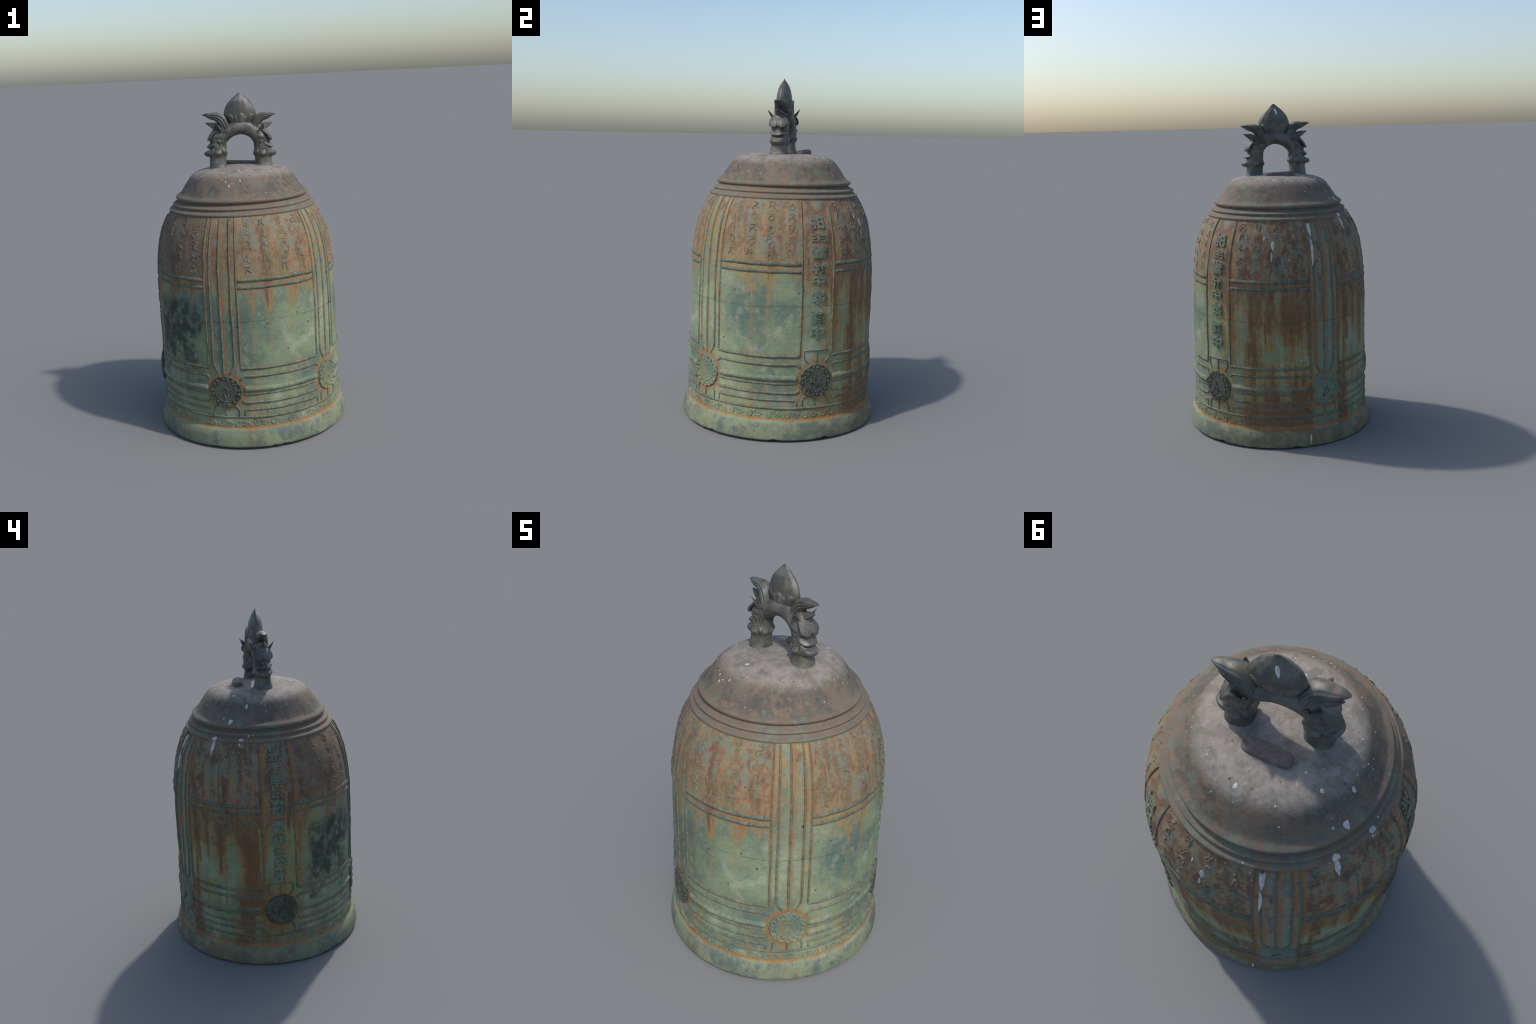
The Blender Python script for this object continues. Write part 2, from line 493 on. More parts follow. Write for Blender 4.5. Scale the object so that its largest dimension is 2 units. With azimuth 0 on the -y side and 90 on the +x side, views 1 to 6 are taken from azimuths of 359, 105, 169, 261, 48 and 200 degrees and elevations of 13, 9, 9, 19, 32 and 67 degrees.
# --------------------------------------------------------------------------
# body: one lathed skin, split into foot, wall, shoulder and crown
# --------------------------------------------------------------------------
AROUND = 540
sections = []
rows_z, rows_r = [], []
for prof, per in ((PROFILE_BASE, 4), (PROFILE_WALL, 0), (PROFILE_SHOULDER, 4), (PROFILE_CROWN, 5)):
    start = max(0, len(rows_z) - 1)
    z0, z1 = prof[0][0], prof[-1][0]
    if per == 0:
        # evenly fine rows, finer at the poured seam
        zz = np.unique(np.concatenate([np.arange(z0, z1, 0.0055), np.arange(0.735, 0.761, 0.0012), [z0, z1]]))
        zz = zz[np.concatenate([[True], np.diff(zz) > 0.0006])]
        zz[-1] = z1
        rr = radius_at(zz)
    else:
        c = catmull(prof, per)
        zz, rr = c[:, 0], c[:, 1]
    if rows_z:
        zz, rr = zz[1:], rr[1:]
    rows_z += list(zz)
    rows_r += list(rr)
    sections.append((start, len(rows_z)))
rows_z, rows_r = np.array(rows_z), np.array(rows_r)
az = np.arange(AROUND) * 2 * math.pi / AROUND
A, Z = np.meshgrid(az, rows_z)
_, R = np.meshgrid(az, rows_r)
R = R + dents(A.ravel(), Z.ravel(), R.ravel()).reshape(R.shape) * np.clip(R / 0.15, 0, 1)
# the foot's lower edge is chipped and uneven
chip = value_noise(np.stack([np.sin(az), np.cos(az), 0 * az], 1), 9.0, 21) + 0.5 * value_noise(np.stack([np.sin(az), np.cos(az), 0 * az], 1), 28.0, 22)
Z = Z + (np.clip(0.03 - Z, 0, 0.03) / 0.03) * np.clip(chip - 0.35, 0, 1)[None, :] * 0.012
body = np.stack([R * np.sin(A), -R * np.cos(A), Z], -1)
du = np.roll(body, -1, 1) - np.roll(body, 1, 1)
dv = np.gradient(body, axis=0)
body_n = np.cross(du, dv)
body_n /= np.linalg.norm(body_n, axis=-1)[..., None] + 1e-12

parts = {}
for name, (a, b) in zip(("foot_rim", "bell_wall", "shoulder_molding", "crown_dome"), sections):
    V = body[a:b].reshape(-1, 3)
    F = [tuple(f) for f in grid_faces(b - a, AROUND, True)]
    N = body_n[a:b].reshape(-1, 3)
    if name == "crown_dome":
        V = np.vstack([V, [[0, 0, rows_z[-1] + 0.0002]]])
        N = np.vstack([N, [[0, 0, 1]]])
        k = (b - a - 1) * AROUND
        F += [(k + j, k + (j + 1) % AROUND, len(V) - 1) for j in range(AROUND)]
    ob = make_object(name, V, F, SKIN)
    ob.data.normals_split_custom_set_from_vertices([tuple(n) for n in N])
    parts[name] = ob
wall = parts["bell_wall"]

# the inside of the mouth
inner = catmull([(0.0040, 0.565), (0.0042, 0.535), (0.010, 0.515), (0.03, 0.505), (0.10, 0.500), (0.5, 0.500), (0.9, 0.495),
                 (1.15, 0.465), (1.30, 0.40), (1.42, 0.31), (1.50, 0.20), (1.53, 0.01)], 4)
ring = np.arange(96) * 2 * math.pi / 96
IV = np.array([[(r * math.sin(t), -r * math.cos(t), z) for t in ring] for z, r in inner]).reshape(-1, 3)
make_object("inner_wall", IV, [tuple(f)[::-1] for f in grid_faces(len(inner), 96, True)], INSIDE)

# --------------------------------------------------------------------------
# cast ridges, ribs and frames
# --------------------------------------------------------------------------
serial = [0]


def cast_line(name, path, width, height, parent=wall, **kw):
    serial[0] += 1
    v, f = ribbon(path, width * (1.12 if "rib" in name or "frame" in name else 1.35), height * (1.5 if "rib" in name else 1.8 if "frame" in name else 1.6), seed=serial[0], **kw)
    return make_object(name, v, f, LETTER if name == "waist_roll" else RAISED, parent)


for c in COLUMNS:
    ribbed = c in RIB_COLUMNS
    # side borders of the column
    for o in (-10.1, 10.1):
        cast_line("vertical_rib", [(c + o, 1.326), (c + o, 0.9), (c + o, 0.474)], 0.0115, 0.0042, taper=0.006)
    if ribbed:
        for o in (-6.6, 6.3):
            cast_line("vertical_rib", [(c + o, 1.324), (c + o, 0.9), (c + o * 1.02, 0.54), (c + o * 0.98, 0.492), (c + o * 0.62, 0.450), (c + o * 0.55, 0.438)],
                      0.0125, 0.0046, taper=0.006)
        cast_line("vertical_rib", [(c - 0.5, 1.324), (c - 0.5, 0.9), (c - 0.4, 0.436)], 0.0130, 0.0046, taper=0.006)
    else:
        cast_line("tablet_frame", [(c - 7.8, 0.507), (c + 7.6, 0.507)], 0.011, 0.0045, taper=0.004)
        for s in (-1, 1):
            cast_line("tablet_frame", [(c + s * 7.7, 0.509), (c + s * 7.8, 0.480), (c + s * 7.6, 0.462), (c + s * 5.4, 0.434)], 0.011, 0.0045, taper=0.004)
        cast_line("tablet_frame", [(c, 0.506), (c, 0.435)], 0.010, 0.0040, taper=0.004)
    # little window under the medallion
    cast_line("tablet_frame", [(c - 0.2, 0.243), (c - 0.2, 0.184)], 0.010, 0.0036, taper=0.004)
    for s in (-1, 1):
        cast_line("tablet_frame", [(c + s * 5.2, 0.252), (c + s * 7.2, 0.238), (c + s * 7.9, 0.222), (c + s * 7.9, 0.184)], 0.010, 0.0040, taper=0.004)

for k, c in enumerate(COLUMNS):
    a0 = c
    a1 = COLUMNS[(k + 1) % 5] + (360 if k == 4 else 0)
    L, Rr = a0 + 10.4, a1 - 10.4
    cast_line("double_ridge", [(L, 0.984), (Rr, 0.984)], 0.021, 0.0058, taper=0.008)
    cast_line("double_ridge", [(L, 0.943), (Rr, 0.943)], 0.018, 0.0050, taper=0.008)
    cast_line("panel_sill", [(L - 0.4, 0.473), (Rr + 0.4, 0.473)], 0.0155, 0.0052, taper=0.006)

    def bent(z, inset, dz, reach, w, h, name="waist_ridge"):
        m = [(L + inset - reach, z + dz), (L + inset - reach * 0.35, z + dz * 0.25), (L + inset + 1.0, z)]
        n = [(x_, z) for x_ in np.linspace(L + inset + 4, Rr - inset - 4, 5)]
        o = [(Rr - inset - 1.0, z), (Rr - inset + reach * 0.35, z + dz * 0.25), (Rr - inset + reach, z + dz)]
        cast_line(name, m + n + o, w, h, taper=0.006)
    bent(0.427, 1.6, -0.020, 2.4, 0.0140, 0.0052)
    cast_line("waist_roll", [(L + 0.6, 0.349), (Rr - 0.6, 0.349)], 0.030, 0.0088, taper=0.012, across=13, wobble=0.0004)
    cast_line("waist_ridge", [(L + 0.6, 0.319), (Rr - 0.6, 0.319)], 0.0110, 0.0038)
    bent(0.268, 1.8, 0.018, 2.2, 0.0130, 0.0050)
    cast_line("waist_ridge", [(L + 1.0, 0.226), (Rr - 1.0, 0.226)], 0.0125, 0.0046, taper=0.004)
    for e in (L + 1.0, Rr - 1.0):
        cast_line("waist_ridge", [(e, 0.228), (e, 0.186)], 0.010, 0.0040, taper=0.004)
cast_line("drip_ridge", [(232.6, 1.272), (233.0, 1.15), (233.4, 0.996)], 0.010, 0.0022, taper=0.02)
cast_line("lower_girdle", [(t, 0.180) for t in np.linspace(0, 360, 181)], 0.0135, 0.0052, closed=True)

# --------------------------------------------------------------------------
# scroll leaves of the lowest frieze
# --------------------------------------------------------------------------
def stroke_set(strokes, az0, z0, size, width, height, seed):
    """strokes: lists of (x, y) in glyph units, laid on the wall around (az0, z0)"""
    k = math.degrees(size / float(radius_at(z0)))
    out = []
    for i, st in enumerate(strokes):
        w = 1.0
        if isinstance(st[0], (int, float)):
            w, st = st[0], st[1:]
        path = [(az0 + px * k, z0 + py * size) for px, py in st]
        out.append(ribbon(path, width * w, height, seed=seed + i, across=6, step=0.003, taper=width * 0.55, wobble=0.0003))
    return merge(out)


LEAF = [
    [(-0.05, -0.05), (0.12, 0.16), (0.38, 0.20), (0.62, 0.06), (0.80, -0.12)],
    [(-0.05, -0.05), (0.14, -0.16), (0.40, -0.20), (0.60, -0.08), (0.66, 0.02)],
    [1.9, (0.16, 0.0), (0.30, 0.02), (0.46, -0.02)],
    [(-0.14, 0.30), (-0.30, 0.14), (-0.30, -0.06), (-0.46, -0.26), (-0.72, -0.22), (-0.80, 0.02), (-0.70, 0.16)],
    [1.2, (-0.52, 0.10), (-0.44, 0.26), (-0.28, 0.34)],
    [1.3, (-0.56, -0.06), (-0.40, 0.02)],
    [(-0.12, 0.10), (0.00, 0.30), (0.14, 0.40)],
]
rng = np.random.default_rng(11)
N_LEAF = 33
for i in range(N_LEAF):
    a = 4.0 + i * 360 / N_LEAF + rng.normal(0, 0.35)
    worn = rng.uniform(0.6, 1.0)
    v, f = stroke_set(LEAF, a, 0.143 + rng.normal(0, 0.0012), 0.056 * rng.uniform(0.94, 1.06), 0.0105, 0.0046 * worn, 900 + i * 11)
    make_object("scroll_leaf", v, f, LETTER, wall)

# --------------------------------------------------------------------------
# small brush-written syllables, four columns of five in each upper panel
# --------------------------------------------------------------------------
SYLLABLES = [
    [[(-0.4, 0.45), (0.3, 0.5)], [(0.2, 0.48), (0.15, 0.0), (0.2, -0.3), (0.5, -0.5)], [(-0.3, 0.3), (-0.35, 0.05), (-0.1, -0.05), (0.15, 0.05)], [(-0.1, -0.05), (-0.4, -0.4)]],
    [[(-0.45, 0.4), (0.35, 0.48)], [(0.25, 0.45), (0.22, -0.15), (0.5, -0.45)], [(-0.35, 0.35), (-0.2, 0.0), (0.2, -0.1)], [(-0.2, 0.0), (-0.45, -0.3)]],
    [[(-0.2, 0.5), (0.25, 0.42), (0.3, 0.2), (-0.1, 0.1)], [(-0.1, 0.1), (-0.4, -0.1), (-0.3, -0.4), (0.0, -0.3), (0.1, 0.0)], [(0.1, 0.05), (0.2, -0.35), (0.5, -0.5)]],
    [[(-0.4, 0.35), (-0.1, 0.5), (0.1, 0.3), (-0.2, 0.1)], [(-0.4, -0.1), (0.0, -0.2), (0.4, -0.5)], [(0.1, 0.35), (0.35, 0.1), (0.2, -0.3)]],
    [[(-0.35, 0.5), (0.4, 0.5)], [(0.0, 0.5), (-0.05, 0.1), (0.1, -0.2), (0.45, -0.45)], [(0.0, 0.1), (-0.3, -0.1), (-0.35, -0.4)]],
    [[(-0.4, 0.2), (-0.2, 0.5), (0.2, 0.45), (0.3, 0.1), (0.1, -0.2), (0.3, -0.5)], [(-0.4, 0.2), (-0.4, -0.2), (-0.1, -0.35)], [1.3, (-0.1, 0.1), (-0.1, -0.1)]],
    [[(-0.45, 0.05), (-0.15, 0.1), (0.1, 0.0), (0.5, -0.2)], [(0.0, 0.5), (0.0, -0.5)], [1.3, (-0.45, 0.05), (-0.3, 0.0)]],
    [[(-0.4, -0.4), (-0.3, 0.0), (-0.2, 0.45), (0.15, 0.45)], [(0.1, 0.45), (0.15, -0.1), (0.3, -0.4), (0.5, -0.5)], [1.4, (-0.45, -0.35), (-0.25, -0.45)]],
    [[(-0.3, 0.5), (-0.3, 0.1), (0.1, 0.05)], [(0.25, 0.5), (0.2, -0.1), (0.1, -0.5)], [(-0.3, 0.1), (-0.2, -0.25), (0.1, -0.3)], [(-0.3, 0.48), (-0.05, 0.38)]],
    [[(-0.35, 0.45), (0.4, 0.4)], [(0.0, 0.4), (0.0, 0.1)], [(0.35, 0.2), (-0.2, 0.1), (-0.4, -0.2), (0.0, -0.5), (0.35, -0.3), (0.3, 0.0)]],
    [[(-0.2, 0.5), (0.0, 0.2), (-0.25, 0.1)], [(-0.25, 0.1), (-0.35, -0.25), (0.0, -0.2), (0.1, 0.1), (0.3, 0.3)], [(0.0, -0.2), (0.2, -0.5), (0.45, -0.55)]],
    [[(-0.4, 0.4), (-0.1, 0.3), (-0.3, 0.0), (-0.1, -0.1)], [(0.2, 0.45), (0.25, 0.0), (0.15, -0.4)], [(-0.1, -0.1), (-0.4, -0.45)], [(0.25, 0.0), (0.5, -0.1)], [(-0.05, 0.25), (0.2, 0.2)]],
    [[(-0.35, 0.4), (0.3, 0.4), (0.1, 0.1), (-0.3, 0.0)], [(-0.3, 0.0), (0.2, -0.1), (0.5, -0.4)], [(-0.2, -0.1), (-0.4, -0.5)]],
]
SYLLABLE_COLUMNS = {19: (1.2, 12.5, 25.0, 36.8), 91: (72.3, 85.0, 97.0, 110.0), 162: (143.2, 154.7, 167.8, 181.2),
                    234: (214.1, 228.0, 240.0, 252.2), 306: (286.8, 300.3, 313.2, 325.3)}
ROWS = (1.288, 1.235, 1.174, 1.105, 1.040)
rng = np.random.default_rng(5)
order = 0
for centre, cols in SYLLABLE_COLUMNS.items():
    for ca in cols:
        for z in ROWS:
            g_i = int(rng.integers(0, len(SYLLABLES)))
            if g_i == order:
                g_i = (g_i + 5) % len(SYLLABLES)
            order = g_i
            size = 0.042 * rng.uniform(0.86, 1.16) * (0.92 if z > 1.25 else 1.0)
            worn = rng.uniform(0.40, 1.0)
            v, f = stroke_set(SYLLABLES[g_i], ca + rng.normal(0, 0.45), z + rng.normal(0, 0.003), size, 0.0080, 0.0060 * worn, int(rng.integers(0, 9999)))
            make_object("syllable", v, f, LETTER, wall)

# --------------------------------------------------------------------------
# large characters down the two text columns (built-in font, wrapped on the wall)
# --------------------------------------------------------------------------
def large_character(ch, az0, z0, width, height):
    cu = bpy.data.curves.new("character", "FONT")
    cu.body = ch
    cu.resolution_u = 3
    cu.extrude = 0.06
    cu.bevel_depth = 0.036
    cu.bevel_resolution = 1
    cu.offset = 0.022
    tmp = bpy.data.objects.new("character", cu)
    scene.collection.objects.link(tmp)
    bpy.context.view_layer.update()
    ev = tmp.evaluated_get(bpy.context.evaluated_depsgraph_get())
    me = ev.to_mesh()
    co = np.array([v.co[:] for v in me.vertices])
    faces = [tuple(p.vertices) for p in me.polygons]
    ev.to_mesh_clear()
    bpy.data.objects.remove(tmp)
    bpy.data.curves.remove(cu)
    lo, hi = co.min(0), co.max(0)
    n = (co - lo) / (hi - lo)
    k = math.degrees(1 / float(radius_at(z0)))
    warp = np.stack([co[:, 0], co[:, 1], np.full(len(co), ord(ch) % 97)], 1)
    dx = 0.0052 * value_noise(warp, 2.6, 31) + 0.0012 * value_noise(warp, 9.0, 33)
    dy = 0.0046 * value_noise(warp, 2.6, 32) + 0.0012 * value_noise(warp, 9.0, 34)
    pos = on_wall(az0 + ((n[:, 0] - 0.5) * width + dx) * k, z0 + (n[:, 1] - 0.5) * height + dy, n[:, 2] * 0.0085 - 0.0015)
    make_object("character", pos, faces, BRUSH, wall, smooth=False)


for ch, z, h in zip("祀主當村中宰護中", (1.207, 1.130, 1.050, 0.962, 0.893, 0.803, 0.690, 0.606), (0.066, 0.050, 0.068, 0.060, 0.052, 0.078, 0.072, 0.074)):
    large_character(ch, 126.4, z, 0.084, h)
for ch, z, h in zip("光明皇正六言百慧遍仁癸鐘", (1.262, 1.200, 1.145, 1.098, 1.054, 1.009, 0.958, 0.868, 0.790, 0.712, 0.641, 0.560),
                    (0.066, 0.046, 0.046, 0.044, 0.036, 0.042, 0.044, 0.072, 0.062, 0.048, 0.072, 0.072)):
    large_character(ch, 269.8, z, 0.078, h)

# --------------------------------------------------------------------------
# medallions
# --------------------------------------------------------------------------
EMBLEMS = [
    [[(-0.55, 0.45), (0.0, 0.6), (0.45, 0.5)], [(0.15, 0.55), (0.2, 0.0), (0.1, -0.6)], [(0.1, 0.1), (-0.4, 0.2), (-0.6, -0.2)], [(-0.6, -0.3), (-0.1, -0.2), (0.4, -0.7)], [(-0.5, -0.45), (-0.1, -0.7)], [1.4, (0.5, 0.1), (0.55, -0.05)]],
    [[(-0.2, 0.55), (0.3, 0.6), (0.55, 0.3), (0.3, 0.15), (0.6, 0.0)], [(-0.2, 0.55), (-0.1, 0.1), (0.15, -0.1), (0.05, -0.6)], [(-0.65, -0.1), (-0.3, -0.15), (0.05, -0.6)], [(-0.6, -0.25), (-0.35, -0.65), (0.05, -0.65)], [1.4, (0.4, -0.25), (0.5, -0.3)]],
    [[(-0.2, 0.35), (-0.3, -0.1), (-0.25, -0.25)], [(0.2, 0.55), (0.1, 0.3), (0.25, 0.0), (0.3, -0.25), (0.5, -0.25)], [(-0.15, 0.1), (0.1, 0.2)], [1.4, (0.0, 0.2), (-0.05, -0.2), (-0.3, -0.5), (-0.2, -0.7), (0.05, -0.55)], [(-0.05, -0.2), (0.2, -0.7)], [(-0.3, 0.6), (0.1, 0.62)]],
    None,
    [[1.8, (-0.4, 0.5), (0.0, 0.45), (0.35, 0.55)], [1.5, (0.15, 0.5), (0.2, 0.0), (0.3, -0.55)], [1.8, (0.1, 0.15), (-0.35, 0.0), (-0.55, -0.4)], [1.6, (0.3, 0.0), (0.6, -0.1), (0.5, -0.5)], [1.5, (-0.2, -0.2), (0.0, -0.5), (0.25, -0.6)]],
]


def medallion(c, zc, strokes, mat, domed=False, seed=0):
    rad = 0.097
    nr, na = 34, 128
    rho = np.linspace(0, 1, nr)
    th = np.arange(na) * 2 * math.pi / na
    T, P = np.meshgrid(th, rho)
    edge = 1 + 0.018 * np.cos(16 * T) + 0.012 * np.cos(3 * T + seed)
    if domed:
        h = 0.006 + 0.019 * np.sqrt(np.clip(1 - (P * 0.97) ** 2, 0, 1))
    else:
        h = 0.0095 + 0.0035 * np.exp(-((P - 0.64) / 0.035) ** 2) * (1 + 0.35 * np.cos(40 * T)) \
            - 0.0030 * (1 - 1 / (1 + np.exp((P - 0.60) / 0.02))) * np.exp(-((P - 0.76) / 0.14) ** 2) \
            + 0.0022 * np.exp(-((P - 0.93) / 0.04) ** 2) * (1 + 0.5 * np.cos(16 * T))
    h = h * np.sqrt(np.clip((1.002 - P) / 0.06, 0, 1))
    pp = np.stack([P * np.cos(T), P * np.sin(T), 0 * P + seed], -1).reshape(-1, 3)
    h = h + ((0.0016 if domed else 0.0006) * value_noise(pp, 9, seed + 3) + (0.0010 if domed else 0.0003) * value_noise(pp, 24, seed + 4)).reshape(h.shape)
    h[-1] = -0.003
    k = math.degrees(1 / float(radius_at(zc)))
    a_ = c + (P * rad * edge * np.cos(T)) * k
    z_ = zc + P * rad * edge * np.sin(T)
    V = on_wall(a_.ravel(), z_.ravel(), h.ravel())
    ob = make_object("medallion", V, [tuple(f)[::-1] for f in grid_faces(nr, na, True)][na * 0:], mat)
    if domed:
        return ob
    # sixteen beads in eight pairs round the border
    for q in range(8):
        for s in (-0.155, 0.155):
            ang = math.pi / 2 + q * math.pi / 4 + s + 0.06 * math.sin(q * 2.1 + seed)
            cx, cy = 0.79 * rad * math.cos(ang), 0.79 * rad * math.sin(ang)
            br = 0.0105
            u = np.linspace(0, 1, 6)
            tt = np.arange(14) * 2 * math.pi / 14
            U, W = np.meshgrid(u, tt, indexing="ij")
            hh = 0.0065 + 0.0075 * np.sqrt(np.clip(1 - U ** 2, 0, 1)) - 0.0022 * np.exp(-(U / 0.28) ** 2)
            Vb = on_wall((c + (cx + U * br * np.cos(W)) * k).ravel(), (zc + cy + U * br * np.sin(W)).ravel(), hh.ravel())
            make_object("bead", Vb, [tuple(f)[::-1] for f in grid_faces(6, 14, True)], mat, ob)
    if strokes:
        size = 0.058
        kk = math.degrees(size / float(radius_at(zc)))
        segs = []
        for i, st in enumerate(strokes):
            w = 1.0
            if isinstance(st[0], (int, float)):
                w, st = st[0], st[1:]
            path = [(c + px * kk, zc + py * size) for px, py in st]
            segs.append(ribbon(path, 0.0115 * w, 0.0145, seed=seed * 50 + i, across=6, step=0.003, taper=0.006, wobble=0.0003))
        v, f = merge(segs)
        make_object("emblem", v, f, mat if mat is MEDAL_DARK or seed != 2 else MEDAL_DARK, ob)
    return ob


for i, c in enumerate(COLUMNS):
    medallion(c, (0.336, 0.334, 0.335, 0.342, 0.335)[i], EMBLEMS[i], MEDAL_DARK if i in (1, 3, 4) else MEDAL_GREEN, domed=(i == 3), seed=i)

# --------------------------------------------------------------------------
# chalky droppings and splashes
# --------------------------------------------------------------------------
def splash_mesh(a, z, w, h, seed, tail=0.0, over=0.0):
    n, m = 5, 28
    u = np.linspace(0, 1, n)
    t = np.arange(m) * 2 * math.pi / m
    U, T = np.meshgrid(u, t, indexing="ij")
    rim = 1 + 0.28 * value_noise(np.stack([np.cos(T).ravel(), np.sin(T).ravel(), 0 * T.ravel() + seed], 1), 1.7, seed).reshape(T.shape)
    x_ = U * rim * np.cos(T) * w / 2
    y_ = U * rim * np.sin(T) * h / 2
    x_ = x_ * np.where(y_ < 0, 1 - tail * np.clip(-y_ / (h / 2), 0, 1), 1)
    lift = (0.0016 + over) * np.sqrt(np.clip(1 - U ** 2, 0, 1)) - 0.0002
    k = math.degrees(1 / float(radius_at(z)))
    slope = abs(float(radius_at(z + 0.006) - radius_at(z - 0.006))) / 0.012
    V = on_wall((a + x_ * k).ravel(), (z + y_ / math.hypot(1, slope)).ravel(), lift.ravel())
    return V, [tuple(f)[::-1] for f in grid_faces(n, m, True)]


SPLASHES = [  # azimuth, z, width, height, tail
    (191.7, 1.272, 0.026, 0.090, 0.4), (191.5, 1.150, 0.015, 0.200, 0.3), (225.4, 1.334, 0.032, 0.026, 0.3), (225.2, 1.285, 0.022, 0.086, 0.7),
    (165.6, 1.192, 0.022, 0.060, 0.5), (164.8, 1.130, 0.011, 0.066, 0.3), (247.2, 1.342, 0.028, 0.026, 0.1), (246.0, 1.318, 0.010, 0.016, 0.1),
    (235.5, 1.426, 0.026, 0.034, 0.3), (249.1, 1.503, 0.014, 0.030, 0.2), (229.8, 1.546, 0.014, 0.020, 0.1), (164.5, 1.547, 0.016, 0.022, 0.1),
    (159.6, 1.231, 0.008, 0.026, 0.1), (228.2, 1.436, 0.010, 0.014, 0.1), (187.1, 0.050, 0.014, 0.062, 0.1), (357.3, 1.561, 0.022, 0.020, 0.1),
    (358.7, 1.512, 0.009, 0.016, 0.3), (347.4, 1.487, 0.009, 0.018, 0.3), (343.3, 1.509, 0.008, 0.012, 0.2), (252.6, 1.360, 0.012, 0.014, 0.1),
]
for i, (a, z, w, h, tl) in enumerate(SPLASHES):
    v, f = splash_mesh(a, z, w, h, i, tl, 0.0062 if i < 2 else 0.0)     # the first two run down a rib
    make_object("chalk_splash", v, f, CHALK, wall if z < 1.318 else parts["crown_dome"])
rng = np.random.default_rng(23)
specks = []
for i in range(80):
    if rng.random() < 0.62:
        z = 1.568 - abs(rng.normal(0, 0.05))
        z = min(max(z, 1.40), 1.563)
        a = rng.uniform(0, 360)
    else:
        a = rng.normal(225, 26)
        z = rng.uniform(0.95, 1.38)
    s = rng.uniform(0.0025, 0.0060) * (1.35 if rng.random() < 0.12 else 1)
    specks.append(splash_mesh(a, z, s, s * rng.uniform(1.0, 1.9), 100 + i))
make_object("chalk_specks", *merge(specks), CHALK, parts["crown_dome"], kind="stuff")

# --------------------------------------------------------------------------
# oblong stub cast on the crown, behind the loop
# --------------------------------------------------------------------------
rings = []
ends = np.linspace(-1, 1, 25)
for e in ends:
    cx = 0.000 - 0.094 * e
    cy = 0.126 + 0.012 * -e * -1 * 0.9
    hw = 0.029 * math.sqrt(max(0.0, 1 - abs(e) ** 7)) + 0.0015
    top = 1.5895 + 0.004 * e
    low = 1.560
    prof = []
    for t in np.arange(20) * 2 * math.pi / 20:
        s_, c_ = math.sin(t), math.cos(t)
        yy = math.copysign(abs(c_) ** 0.7, c_) * hw
        zz = (low + top) / 2 + math.copysign(abs(s_) ** 0.45, s_) * (top - low) / 2
        prof.append((cx, cy + yy, zz - 0.05 * abs(yy)))
    rings.append(prof)
v, f = loft(rings)
v = v + 0.0007 * np.stack([value_noise(v, 30, s) for s in (1, 2, 3)], 1)
make_object("crown_stub", v, f, STUB, upright=True)

# --------------------------------------------------------------------------
# hanging loop: arch, lotus bud, two dragon heads
# --------------------------------------------------------------------------
def superellipse(n, p, phase=0.0):
    t = np.arange(n) * 2 * math.pi / n + phase
    c, s = np.cos(t), np.sin(t)
    return t, np.sign(c) * np.abs(c) ** (2 / p), np.sign(s) * np.abs(s) ** (2 / p)


def sweep(path, half_plane, half_y, n=24, power=2.4, y0=0.0, per=6, grooves=0.0, yslope=0.0):
    """loft along an (x, z) path: half sizes in the path plane and across it"""
    C = catmull([(p[0], p[1], a, b) for p, a, b in zip(path, half_plane, half_y)], per)
    tan = np.gradient(C[:, :2], axis=0)
    tan /= np.linalg.norm(tan, axis=1)[:, None]
    nor = np.stack([-tan[:, 1], tan[:, 0]], 1)
    t, cu, su = superellipse(n, power)
    rings = []
    for k in range(len(C)):
        a, b = max(C[k, 2], 0.0008), max(C[k, 3], 0.0008)
        gr = 1 - grooves * (0.5 - 0.5 * np.cos(8 * math.pi * (cu * 0.5 + 0.5))) * np.abs(su)
        px = C[k, 0] + nor[k, 0] * cu * a
        pz = C[k, 1] + nor[k, 1] * cu * a
        rings.append(np.stack([px, y0 + yslope * px + su * b * gr, pz], 1))
    return loft(rings)


LOOP_Y, LOOP_SLOPE = 0.008, 0.05

arch_path = [(-0.142, 1.690), (-0.113, 1.746), (-0.065, 1.782), (0.004, 1.800), (0.071, 1.777), (0.113, 1.735), (0.136, 1.680)]
v, f = sweep(arch_path, (0.034, 0.045, 0.043, 0.043, 0.043, 0.045, 0.034), (0.042, 0.045, 0.046, 0.046, 0.046, 0.045, 0.042), n=32, power=2.2, y0=LOOP_Y, per=10, yslope=LOOP_SLOPE)
v = v + 0.0012 * np.stack([value_noise(v, 22, s) for s in (4, 5, 6)], 1)
make_object("loop_arch", v, f, BRONZE, upright=True)

# lotus bud, flattened from front to back
bud_shape = [(1.802, 0.055, 0.026), (1.820, 0.070, 0.033), (1.845, 0.082, 0.038), (1.866, 0.093, 0.0405), (1.885, 0.0945, 0.041), (1.905, 0.0885, 0.040),
             (1.925, 0.079, 0.036), (1.945, 0.066, 0.031), (1.962, 0.049, 0.024), (1.978, 0.031, 0.0145), (1.990, 0.017, 0.006), (1.9975, 0.008, 0.0025), (2.000, 0.002, 0.001)]
B = catmull(bud_shape, 5)
rings = []
for z, a, b in B:
    t, cu, su = superellipse(56, 1.75)
    flute = 1 + 0.020 * np.cos(12 * t) * np.clip((z - 1.86) / 0.05, 0, 1) * np.clip((1.99 - z) / 0.03, 0, 1)
    rings.append(np.stack([0.0025 + cu * a * flute, 0.0085 + su * b * flute, np.full(56, z)], 1))
v, f = loft(rings)
v = v + 0.0010 * np.stack([value_noise(v, 28, s) for s in (7, 8, 9)], 1)
v[:, 2] = np.minimum(v[:, 2], 2.0)
bud = make_object("lotus_bud", v, f, BRONZE, upright=True)


